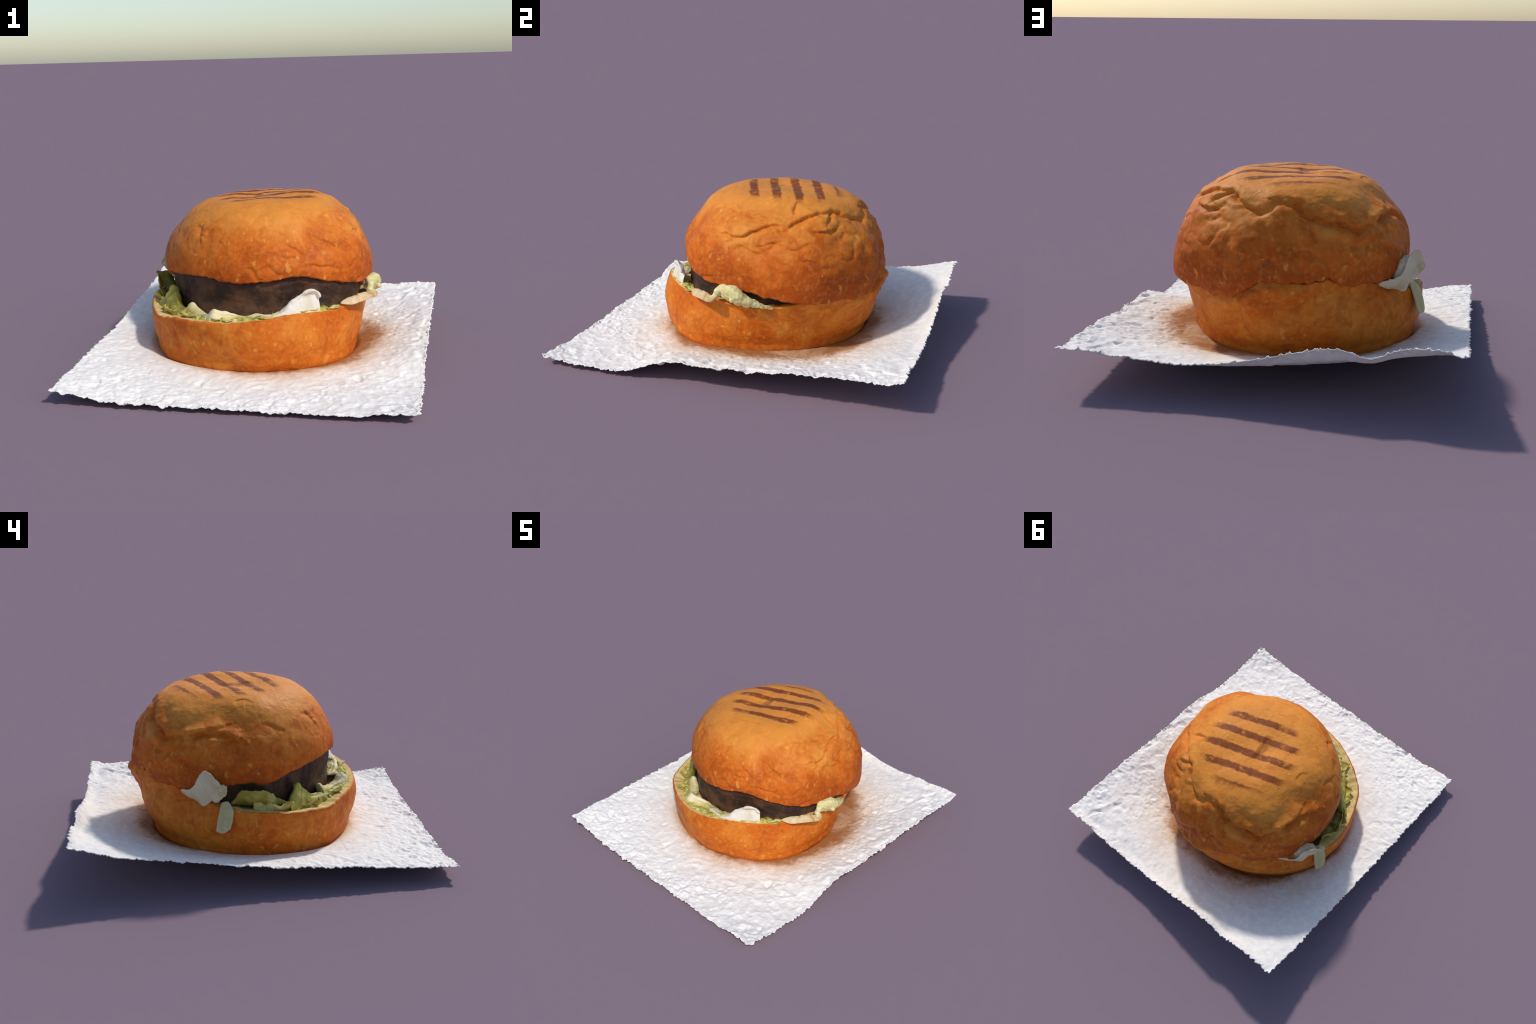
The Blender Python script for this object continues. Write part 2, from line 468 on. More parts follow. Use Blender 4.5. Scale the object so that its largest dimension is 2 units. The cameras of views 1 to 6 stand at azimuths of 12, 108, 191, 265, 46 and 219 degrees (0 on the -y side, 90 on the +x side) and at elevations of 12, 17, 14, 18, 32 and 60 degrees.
def crease_field(P, line, jitter, seed):
    """Distance to a polyline and signed side (positive = left/above), with a ragged course."""
    L = catmull(line, 10 * len(line))
    d2 = np.full(len(P), 9.0)
    side = np.zeros(len(P)); along = np.zeros(len(P))
    lo, hi = L.min(0) - .12, L.max(0) + .12
    near = np.all((P > lo) & (P < hi), axis=1)
    if not near.any():
        return np.full(len(P), 9.0), side, along
    Q = P[near] + jitter * np.stack([noise(P[near], .05, seed + k) for k in range(3)], 1)
    b2 = np.full(len(Q), 9.0); bs = np.zeros(len(Q)); ba = np.zeros(len(Q))
    n = len(L) - 1
    for i in range(n):
        a, e = L[i], L[i + 1] - L[i]
        t = np.clip(((Q - a) @ e) / (e @ e), 0, 1)
        v = Q - a - t[:, None] * e
        dd = (v ** 2).sum(1)
        out = (a + e / 2) - CENTER
        up = np.cross(out, e)
        up /= np.linalg.norm(up) + 1e-9
        if up[2] < 0:
            up = -up
        m = dd < b2
        b2[m] = dd[m]; bs[m] = np.sign((v @ up))[m]; ba[m] = ((i + t) / n)[m]
    d2[near] = b2; side[near] = bs; along[near] = ba
    return np.sqrt(d2), side, along


def build_bun_top(parent, crust, crumb):
    n, m = 420, 230
    th = np.arange(n) / n * TAU
    rim = by_angle(UPPER_RIM, th)
    ragged = .006 * noise(np.stack([np.cos(th), np.sin(th), 0 * th], 1), .06, 3) + .003 * noise(np.stack([np.cos(th), np.sin(th), 0 * th], 1), .02, 4)
    rim = rim + ragged + seam_jag(th)
    R0 = dome_radius(th, np.zeros((n, 1)))[:, 0]
    ph0 = np.arctan2(rim - CENTER[2], R0)
    t = np.linspace(0, 1, m)
    ph = ph0[:, None] + (np.pi / 2 - .004 - ph0[:, None]) * t[None, :]
    R = dome_radius(th, ph) - .004
    D = np.stack([np.cos(th)[:, None] * np.cos(ph), np.sin(th)[:, None] * np.cos(ph), np.sin(ph)], -1)
    P = CENTER + R[..., None] * D
    N = D * [1, 1, 1.25]
    N /= np.linalg.norm(N, axis=-1, keepdims=True)
    flat = P.reshape(-1, 3)
    h = .008 * fbm(flat, .22, 11, 2) + .0035 * noise(flat, .11, 14) + .0022 * fbm(flat, .06, 12, 2) + .0008 * noise(flat, .018, 13)
    # crumpled skin on the +x and +y flanks, smoother at the front
    az = np.degrees(np.arctan2(flat[:, 1] - .06, flat[:, 0] + .02))
    rough = smooth(-60, -10, az) * smooth(0.50, 0.62, flat[:, 2])
    ridg = 1 - 2 * np.abs(fbm(flat * [1, 1, 1.8], .10, 21, 3))
    h += rough * (.0020 * (ridg - .5) + .006 * fbm(flat, .15, 22, 2)) * smooth(.90, .84, flat[:, 2])
    back = smooth(25, 60, az) * np.where(az > 60, smooth(185, 150, az), 1)
    h += back * (.010 * fbm(flat * [1, 1, 1.3], .20, 23, 2) + .004 - .006 * smooth(.25, .0, np.abs(fbm(flat * [1, 1, 1.6], .24, 24, 2)))) * smooth(.90, .80, flat[:, 2])
    near_seam = np.exp(-((flat[:, 2] - np.repeat(rim, m)) / .055) ** 2)
    h += near_seam * (.010 * noise(flat * [1, 1, .5], .075, 25) + .005 * noise(flat * [1, 1, .6], .03, 26)) * (.3 + .7 * back)
    rng = np.random.default_rng(7)
    minor = []
    for q in range(34):      # fine wandering wrinkles, most of them low on the flanks
        a0, e0, ln, sl = rng.uniform(-180, 180), rng.uniform(-6, 27), rng.uniform(8, 22), rng.uniform(-.5, .5)
        minor.append((rng.uniform(.004, .008), rng.uniform(.010, .018), rng.uniform(.001, .004),
                      [(a0 + ln * t, e0 + sl * ln * t + rng.uniform(-2.5, 2.5)) for t in (0, .33, .66, 1)]))
    for k, (dep, wid, swell, pts) in enumerate(FOLDS + minor):
        d, s, a = crease_field(flat, [on_dome(*p) for p in pts], .012, 40 + 5 * k)
        taper = np.sqrt(np.clip(np.sin(np.pi * np.clip(a, .02, .98)), 0, 1))
        w = np.where(s > 0, wid * .55, wid * 1.25)         # sharp overhang above, soft lip below
        h += taper * (-dep * np.exp(-(d / w) ** 2)
                      + swell * np.where(s > 0, np.exp(-((d - 1.6 * wid) / (1.6 * wid)) ** 2), .35 * np.exp(-((d - 2.4 * wid) / (1.2 * wid)) ** 2)))
    for az0, el0, deep, wide in ((-48, 17, .022, .075), (-75, 22, .006, .09), (-115, 14, .006, .08), (172, 24, .008, .09)):   # soft dents
        h -= deep * np.exp(-(((flat - on_dome(az0, el0)) ** 2).sum(1)) / wide ** 2)
    top = [(x, y, .903) for x, y in TOP_FOLD]
    L = catmull(top, 60)
    sel = flat[:, 2] > .86
    Q = flat[sel]
    best = np.full(len(Q), 9.0); sg = np.zeros(len(Q)); al = np.zeros(len(Q))
    for i in range(len(L) - 1):
        a, e = L[i, :2], (L[i + 1] - L[i])[:2]
        tt = np.clip(((Q[:, :2] - a) @ e) / (e @ e), 0, 1)
        v = Q[:, :2] - a - tt[:, None] * e
        d = np.hypot(v[:, 0], v[:, 1])
        mk = d < best
        best[mk] = d[mk]; sg[mk] = np.sign(e[0] * v[:, 1] - e[1] * v[:, 0])[mk]; al[mk] = i / len(L)
    amp = np.exp(-((al - .42) / .26) ** 2)
    h[sel] += amp * (.001 * np.exp(-best / .04) - .005 * np.tanh(sg * best / .012) * np.exp(-best / .045)) - .003 * amp * np.exp(-(best / .012) ** 2)
    P = P + N * h.reshape(n, m)[..., None]
    # underside: the crust rolls in, then the crumb slopes to the middle (deeper on the -x side)
    slope = by_angle([(0, 0), (160, 0), (178, .04), (200, .06), (215, .04), (228, .008), (240, 0), (320, 0)], th)
    edge = P[:, 0]
    rad = edge[:, :2] - CENTER[:2]
    rows = []
    for f, dz, sl in ((.60, .0, 1.0), (.80, -.004, .9), (.90, -.006, .55), (.955, -.008, .2), (.985, -.006, .05)):
        q = np.empty((n, 3))
        q[:, :2] = CENTER[:2] + rad * f
        q[:, 2] = edge[:, 2] + dz - slope * sl
        rows.append(q)
    rings = np.concatenate([np.stack(rows, 0), P.transpose(1, 0, 2)], 0)   # (rows, n, 3)
    M = rings.shape[0]
    verts = np.vstack([rings.reshape(-1, 3), [[CENTER[0], CENTER[1], .47]], [P[:, -1].mean(0) + [0, 0, .0005]]])
    faces = turned((M, n))
    mi = np.zeros(len(faces), int)
    mi[:4 * n] = 1
    mi[(M - 1) * n:(M - 1) * n + n] = 1
    return make_object("bun_top", verts, faces, parent, [crust, crumb], mi)


def lower_base_radius(th):
    return (.581 - .053 * np.cos(th) - .063 * np.sin(th) + .010 * np.cos(2 * th) - .003 * np.sin(2 * th)
            - .006 * np.cos(3 * th) - .017 * np.sin(3 * th) - .03 * smooth(-.75, -.97, np.cos(th)))


def base_height(th):
    return .078 + .008 * smooth(.1, .9, np.sin(th))


def lower_outer(th, z):
    """Outer radius of the lower bun at height z (n,m)."""
    r = side_radius(th, z)
    flare = by_angle([(300, 0), (318, .008), (335, .018), (348, .036), (355, .032), (3, .012), (14, 0), (60, 0), (200, 0), (212, .008), (222, .03), (230, .006), (240, 0)], th)
    r = r + flare[:, None] * np.where(((th > 3.3) & (th < 4.3))[:, None], smooth(.24, .33, z), smooth(.335, .40, z))
    rb = lower_base_radius(th)[:, None]
    zb = base_height(th)[:, None]
    k = smooth(.13, .06, z)
    return r * (1 - k) + np.minimum(rb, r) * k


def build_bun_bottom(parent, crust, crumb):
    n = 420
    th = np.arange(n) / n * TAU
    c, s = np.cos(th), np.sin(th)
    U = np.stack([c, s, 0 * th], 1)
    zr = by_angle(LOWER_RIM, th) + .004 * noise(U, .07, 31) + .002 * noise(U, .025, 32) + seam_jag(th)
    deg0 = np.degrees(th)
    shut = smooth(24, 36, deg0) * smooth(162, 146, deg0)
    zr = zr + .022 * shut
    zb = base_height(th) - .012
    rb = lower_base_radius(th)
    rings = []
    def ring(r, z):
        rings.append(np.stack([CENTER[0] + r * c, CENTER[1] + r * s, z + 0 * r], 1))
    for f in (.3, .6, .85, .95):
        ring(rb * f, zb)
    m = 70
    t = np.linspace(0, 1, m)
    z = (zb[:, None] + .004) + (zr - .012 - zb - .004)[:, None] * t[None, :]
    r = lower_outer(th, z)
    zu = by_angle(UPPER_RIM, th) + seam_jag(th)
    lip = dome_radius(th, np.arctan2(zu - CENTER[2], .58)[:, None])[:, 0] * np.cos(np.arctan2(zu - CENTER[2], .58)) - .010
    r = r - shut[:, None] * smooth(-.045, .0, z - zu[:, None]) * np.maximum(r - lip[:, None], 0)
    r *= 1 - .02 * np.exp(-(z - zb[:, None]) / .010)
    for j in range(m):
        ring(r[:, j], z[:, j])
    re = r[:, -1]
    first_side, last_side = 4, 4 + m
    for dr, dz in ((.001, .005), (.004, .009), (.010, .0115), (.018, .012)):
        ring(re - dr, zr - .012 + dz)
    for f, dz in ((.92, -.004), (.87, -.012), (.82, -.02), (.76, -.026), (.70, -.03), (.6, -.03), (.4, -.03), (.2, -.03)):
        ring(re * f, zr + dz)
    R = np.stack(rings, 0)
    N = normals_of_rings(R)
    N[-3:] = (0, 0, 1)
    flat = R.reshape(-1, 3)
    h = .006 * fbm(flat, .2, 51, 2) + .003 * fbm(flat * [1, 1, .45], .06, 52, 3) + .0012 * noise(flat, .018, 53)
    # bulging torn band under the seam at the back, with slits below it
    az = np.degrees(np.arctan2(flat[:, 1] - CENTER[1], flat[:, 0] - CENTER[0]))
    back = smooth(62, 84, az) * smooth(150, 120, az)
    h += back * .009 * np.exp(-((flat[:, 2] - .44) / .035) ** 2) * (1 + .8 * noise(flat, .09, 54))
    h += smooth(30, 60, az) * smooth(175, 150, az) * smooth(.24, .38, flat[:, 2]) * (.010 * fbm(flat * [1, 1, .7], .09, 55, 2) - .008 * smooth(.22, .0, np.abs(noise(flat * [1, 1, 1.2], .13, 56))))
    for k, (dep, wid, pts) in enumerate([
            (.016, .010, [(77, .375), (84, .383), (92, .378), (100, .386)]),
            (.014, .010, [(50, .345), (56, .36), (60, .375)]),
            (.012, .009, [(36, .35), (42, .36), (47, .375)]),
            (.010, .012, [(114, .41), (120, .40), (126, .395)]),
            (.014, .008, [(-44, .36), (-43, .33), (-41, .29), (-40, .25)]),
            (.005, .006, [(-36, .35), (-35, .30), (-36, .24)]),
            (.005, .008, [(-128, .30), (-126, .25), (-124, .18)]),
            (.004, .008, [(-30, .34), (-29, .28), (-29, .2)])]):
        L = []
        for a, zz in pts:
            tt = np.radians([a])
            rr = float(lower_outer(tt, np.array([[zz]]))[0, 0])
            L.append(CENTER * [1, 1, 0] + [rr * math.cos(tt[0]), rr * math.sin(tt[0]), zz])
        d, sd, al = crease_field(flat, L, .008, 300 + 7 * k)
        h -= dep * np.exp(-(d / wid) ** 2) * np.sqrt(np.clip(np.sin(np.pi * np.clip(al, .02, .98)), 0, 1))
    h = h.reshape(R.shape[:2])
    h[:4] = 0
    R = R + N * h[..., None]
    M = R.shape[0]
    verts = np.vstack([R.reshape(-1, 3), [[CENTER[0], CENTER[1], .078]], [[CENTER[0], CENTER[1], .33]]])
    faces = turned((M, n))
    mi = np.zeros(len(faces), int)
    mi[(last_side + 2) * n:(M - 1) * n] = 1
    mi[(M - 1) * n + n:] = 1
    # the closed seam round the back shows crust only
    deg = np.degrees(th)
    closed = np.where((deg > 15) & (deg < 160))[0]
    for j in range(last_side + 2, M - 4):
        mi[j * n + closed] = 0
    return make_object("bun_bottom", verts, faces, parent, [crust, crumb], mi)


def build_patty(parent, mat):
    n = 300
    th = np.arange(n) / n * TAU
    c, s = np.cos(th), np.sin(th)
    zt = by_angle(UPPER_RIM, th) + .012
    rim = dome_radius(th, np.arctan2(zt - CENTER[2], .55)[:, None])[:, 0]
    inset = by_angle([(0, .05), (10, .072), (18, .085), (28, .09), (40, .10), (90, .10), (140, .10), (160, .07), (172, .055), (185, .045), (198, .036), (210, .030), (222, .026), (234, .022), (248, .020), (300, .020), (330, .022), (345, .036)], th)
    zlow = by_angle(LOWER_RIM, th) - .05
    zlow = np.minimum(zlow, .34)
    rows = []
    for f, kk in ((.5, 0.), (.9, 0.), (.965, .03), (.98, .12), (.985, .25), (.987, .4), (.99, .55), (.995, .7), (.995, .8), (.98, .9), (.94, 1.), (.85, 1.0), (.5, 1.)):
        r = (rim - inset) * f - .012 * math.sin(math.pi * kk)
        z = zlow + (zt - zlow) * kk
        rows.append(np.stack([CENTER[0] + r * c, CENTER[1] + r * s, z], 1))
    # refine by interpolation between rows
    K = np.stack(rows, 0)
    R = np.stack([catmull(K[:, i], 60) for i in range(n)], 1)
    N = normals_of_rings(R)
    flat = R.reshape(-1, 3)
    h = (.009 * fbm(flat, .09, 71, 3) + .003 * noise(flat, .025, 72)).reshape(R.shape[:2])
    R = R + N * h[..., None] * smooth(0, .12, np.linspace(0, 1, 60))[:, None, None] * smooth(1, .93, np.linspace(0, 1, 60))[:, None, None]
    verts = np.vstack([R.reshape(-1, 3), [[CENTER[0], CENTER[1], .32]], [[CENTER[0], CENTER[1], .5]]])
    return make_object("patty", verts, turned((60, n)), parent, mat)


# ------------------------------------------------------------------ thin fillings
def build_leaf(name, curves, parent, mat, thick=.008, nu=60, nv=26, ragged=.004, ripple=.004, seed=1, kind=None):
    """A sheet lofted through several curves (bottom to top), rippled, ragged at its free edge, with real thickness."""
    C = np.stack([catmull(c, nu) for c in curves], 0)
    S = np.stack([catmull(C[:, i], nv) for i in range(nu)], 1)           # (nv, nu, 3)
    du, dv = np.gradient(S, axis=1), np.gradient(S, axis=0)
    N = np.cross(du, dv)
    N /= np.maximum(np.linalg.norm(N, axis=-1, keepdims=True), 1e-9)
    flat = S.reshape(-1, 3)
    v = np.linspace(0, 1, nv)[:, None]
    rip = ripple * (noise(flat, .045, seed) + .35 * noise(flat, .018, seed + 1)).reshape(nv, nu)
    S = S + N * (rip * (.35 + .65 * v))[..., None]
    e = ragged * (noise(S[-1], .022, seed + 2) + .8 * noise(S[-1], .009, seed + 3))
    S = S + (S[-1] - S[-4] )[None] / np.maximum(np.linalg.norm(S[-1] - S[-4], axis=-1), 1e-6)[None, :, None] * (e[None] * v ** 3)[..., None]
    w = thick * (.35 + .65 * np.sqrt(np.clip(1 - v ** 4, 0, 1))) * np.ones((nv, nu)) * .5
    u = np.linspace(0, 1, nu)
    w *= (.35 + .65 * np.sqrt(np.clip(1 - np.abs(2 * u - 1) ** 6, 0, 1)))[None]
    A, B = S + N * w[..., None], S - N * w[..., None]
    verts = np.vstack([A.reshape(-1, 3), B.reshape(-1, 3)])
    o = nv * nu
    F = []
    for j in range(nv - 1):
        for i in range(nu - 1):
            a = j * nu + i
            F.append((a, a + 1, a + nu + 1, a + nu))
            F.append((o + a, o + a + nu, o + a + nu + 1, o + a + 1))
    border = [i for i in range(nu)] + [j * nu + nu - 1 for j in range(1, nv)] + [(nv - 1) * nu + i for i in range(nu - 2, -1, -1)] + [j * nu for j in range(nv - 2, 0, -1)]
    for a, b in zip(border, border[1:] + border[:1]):
        F.append((b, a, o + a, o + b))
    ob = make_object(name, verts, F, parent, mat)
    if kind:
        ob["kind"] = kind
    return ob


def build_blob(name, balls, parent, mat, voxel=.006, squash=None):
    """A soft lump: overlapping balls fused with a voxel remesh and smoothed."""
    bm = bmesh.new()
    for x, y, z, r in balls:
        g = bmesh.ops.create_icosphere(bm, subdivisions=3, radius=r)
        bmesh.ops.translate(bm, verts=g["verts"], vec=(x, y, z))
    me = bpy.data.meshes.new(name + "_raw")
    bm.to_mesh(me); bm.free()
    tmp = bpy.data.objects.new(name + "_raw", me)
    bpy.context.scene.collection.objects.link(tmp)
    rm = tmp.modifiers.new("fuse", "REMESH"); rm.mode = "VOXEL"; rm.voxel_size = voxel
    sm = tmp.modifiers.new("soften", "SMOOTH"); sm.factor = .5; sm.iterations = 4
    dg = bpy.context.evaluated_depsgraph_get()
    ev = tmp.evaluated_get(dg)
    md = bpy.data.meshes.new_from_object(ev)
    V = np.array([v.co[:] for v in md.vertices]); Nn = np.array([v.normal[:] for v in md.vertices])
    F = [tuple(p.vertices) for p in md.polygons]
    bpy.data.objects.remove(tmp)
    V = V + Nn * (.004 * noise(V, .03, 91) + .0025 * noise(V, .014, 92))[:, None]
    return make_object(name, V, F, parent, mat)


def ring_pt(az, r, z):
    a = math.radians(az)
    return (CENTER[0] + r * math.cos(a), CENTER[1] + r * math.sin(a), z)


def build_lettuce_bed(parent, mat):
    """Shredded lettuce and sauce lying on the cut face: a lumpy ring from -170 to -28 degrees."""
    n, m = 300, 26
    az = np.linspace(-178, -24, n)
    th = np.radians(az)
    zr = by_angle(LOWER_RIM, th)
    ro = lower_outer(th, zr[:, None] - .012)[:, 0]
    gap = np.interp(az, [-178, -165, -150, -135, -120, -105, -95, -80, -60, -45, -35, -24], [.05, .06, .10, .085, .06, .035, .04, .035, .035, .012, .014, .03])
    U = np.stack([np.cos(th), np.sin(th), 0 * th], 1)
    gap = np.maximum(gap + .016 * noise(U, .07, 61) + .008 * noise(U, .025, 62), .012)
    gap = gap + .05 * smooth(-36, -28, az)
    v = np.linspace(0, 1, m)
    r = (ro - gap)[:, None] * (1 - v) + .36 * v
    z = zr[:, None] - .006 - .03 * smooth(0, .5, v) + .016 * np.exp(-((v - .10) / .10) ** 2)
    z[:, 0] = zr - .022 - gap * .15
    P = np.stack([CENTER[0] + r * np.cos(th)[:, None], CENTER[1] + r * np.sin(th)[:, None], z], -1)
    flat = P.reshape(-1, 3)
    k = (smooth(0, .08, v)[None] * np.ones((n, 1))).ravel()
    strand = np.stack([np.repeat(th, m) * .55 * .9 + flat[:, 2] * 0, (r.ravel() + .25 * np.repeat(th, m)) * 2.2, 0 * flat[:, 2]], 1)
    P[..., 2] += (k * (.010 * fbm(flat, .10, 63, 2) + .008 * (.4 - 1.4 * np.abs(noise(strand, .09, 64))) + .002 * noise(strand, .03, 65))).reshape(n, m)
    Q = P - [0, 0, .03]
    verts = np.vstack([P.reshape(-1, 3), Q.reshape(-1, 3)])
    o = n * m
    F = []
    for i in range(n - 1):
        for j in range(m - 1):
            a = i * m + j
            F.append((a, a + m, a + m + 1, a + 1))
            F.append((o + a, o + a + 1, o + a + m + 1, o + a + m))
    border = [j for j in range(m)] + [i * m + m - 1 for i in range(1, n)] + [(n - 1) * m + j for j in range(m - 2, -1, -1)] + [i * m for i in range(n - 2, 0, -1)]
    for a, b in zip(border, border[1:] + border[:1]):
        F.append((a, b, o + b, o + a))
    ob = make_object("shredded_lettuce", verts, F, parent, mat)
    ob["kind"] = "stuff"
    return ob


# ------------------------------------------------------------------ napkin
NAP_X = [-.9, -.6, -.3, 0, .3, .6, .9]
NAP_Y = [-.99, -.75, -.5, -.25, 0, .25, .5, .75, .87, .935, .99]
NAP_Z = [
    [.080, .034, .030, .026, .025, .028, .053],
    [.092, .066, .055, .046, .042, .040, .032],
    [.106, .090, .080, .076, .070, .052, .040],
    [.124, .096, .085, .080, .078, .088, .128],
    [.140, .100, .085, .080, .080, .106, .134],
    [.170, .108, .090, .086, .084, .106, .150],
    [.208, .140, .098, .092, .094, .112, .172],
    [.240, .208, .152, .136, .136, .155, .184],
    [.272, .244, .190, .160, .158, .170, .186],
    [.296, .268, .226, .180, .160, .174, .190],
    [.320, .324, .292, .224, .174, .190, .204]]


def build_napkin(mat):
    nx, ny = 330, 364
    u = np.linspace(-1, 1, nx); w = np.linspace(-1, 1, ny)
    U, W = np.meshgrid(u, w)                     # (ny, nx)
    X, Y = U * .900, W * .988
    Z0 = np.asarray(NAP_Z, float)
    rows = spline_rows(np.array(NAP_X), Z0, np.tile(u * .9, (len(NAP_Y), 1)))      # (10, nx)
    Z = spline_rows(np.array(NAP_Y), rows.T, np.tile(w * .99, (nx, 1))).T           # (ny, nx)
    Z = Z - .05 * np.exp(-((X + .50) / .10) ** 2) * smooth(.88, .985, Y) - .02 * np.exp(-((X + .88) / .05) ** 2) * smooth(.90, .985, Y)
    base = np.stack([X, Y, 0 * X], -1).reshape(-1, 3)
    # pressed hollow under the burger
    rx, ry = X - CENTER[0], Y - CENTER[1]
    th = np.arctan2(ry, rx).ravel()
    rb = lower_base_radius(th).reshape(X.shape)
    rr = np.hypot(rx, ry) / rb
    bh = base_height(th).reshape(X.shape)
    inside = smooth(1.02, .93, rr)
    Z = Z * (1 - inside) + (bh - .010) * inside
    Z -= .064 * smooth(.85, .2, rr)
    # scan-noise lumps modelled into the paper; calmer on the shaded back strip and around the burger
    calm = 1 - .72 * smooth(.25, .75, Y) * smooth(.75, .2, X)
    calm *= .45 + .55 * smooth(1.1, 1.6, rr)
    patchy = .35 + .65 * smooth(-.35, .35, fbm(base, .30, 89, 2))
    warp = base + .012 * np.stack([noise(base, .04, 90), noise(base, .04, 91), 0 * base[:, 0]], 1)
    lump = .5 - 1.5 * np.abs(noise(warp, .075, 81))
    lump2 = .4 - 1.3 * np.abs(noise(warp * [1, 1.3, 1], .034, 82))
    pit = smooth(.35, .8, noise(warp, .065, 83))
    h = (.0072 * lump + (.0058 * lump2 + .003 * noise(base, .020, 84)) * patchy - .010 * pit).reshape(X.shape) * calm
    h += (.006 * fbm(base, .22, 85, 2)).reshape(X.shape) * smooth(1.0, 1.3, rr)
    Z = Z + h * smooth(.97, 1.12, rr)
    # torn, toothed edges
    tooth = (.010 * noise(base, .020, 86) + .008 * noise(base, .009, 87)).reshape(X.shape)
    wav = (.006 * noise(base, .12, 88)).reshape(X.shape)
    ex = np.abs(U) ** 60 ; ey = np.abs(W) ** 60
    X = X + np.sign(U) * (tooth + wav) * ex
    Y = Y + np.sign(W) * (tooth + wav) * ey
    Z = Z + .5 * np.abs(tooth) * (ex + ey) - .3 * tooth * (ex + ey)
    P = np.stack([X, Y, Z], -1)
    gy, gx = np.gradient(P, axis=0), np.gradient(P, axis=1)
    N = np.cross(gx, gy)
    N /= np.linalg.norm(N, axis=-1, keepdims=True)
    Q = P - N * .004
    A = np.vstack([P.reshape(-1, 3), Q.reshape(-1, 3)])
    A[:, 2] = np.maximum(A[:, 2], 0.0)
    o = nx * ny
    F = []
    for j in range(ny - 1):
        for i in range(nx - 1):
            a = j * nx + i
            F.append((a, a + 1, a + nx + 1, a + nx))
            F.append((o + a, o + a + nx, o + a + nx + 1, o + a + 1))
    border = [i for i in range(nx)] + [j * nx + nx - 1 for j in range(1, ny)] + [(ny - 1) * nx + i for i in range(nx - 2, -1, -1)] + [j * nx for j in range(ny - 2, 0, -1)]
    for a, b in zip(border, border[1:] + border[:1]):
        F.append((b, a, o + a, o + b))
    ob = make_object("paper_napkin", A, F, None, mat)
    ob["label"] = "square white paper napkin, rough with scan-noise lumps, grease-stained, torn edges"
    ob["category"] = "paper napkin"
    return ob


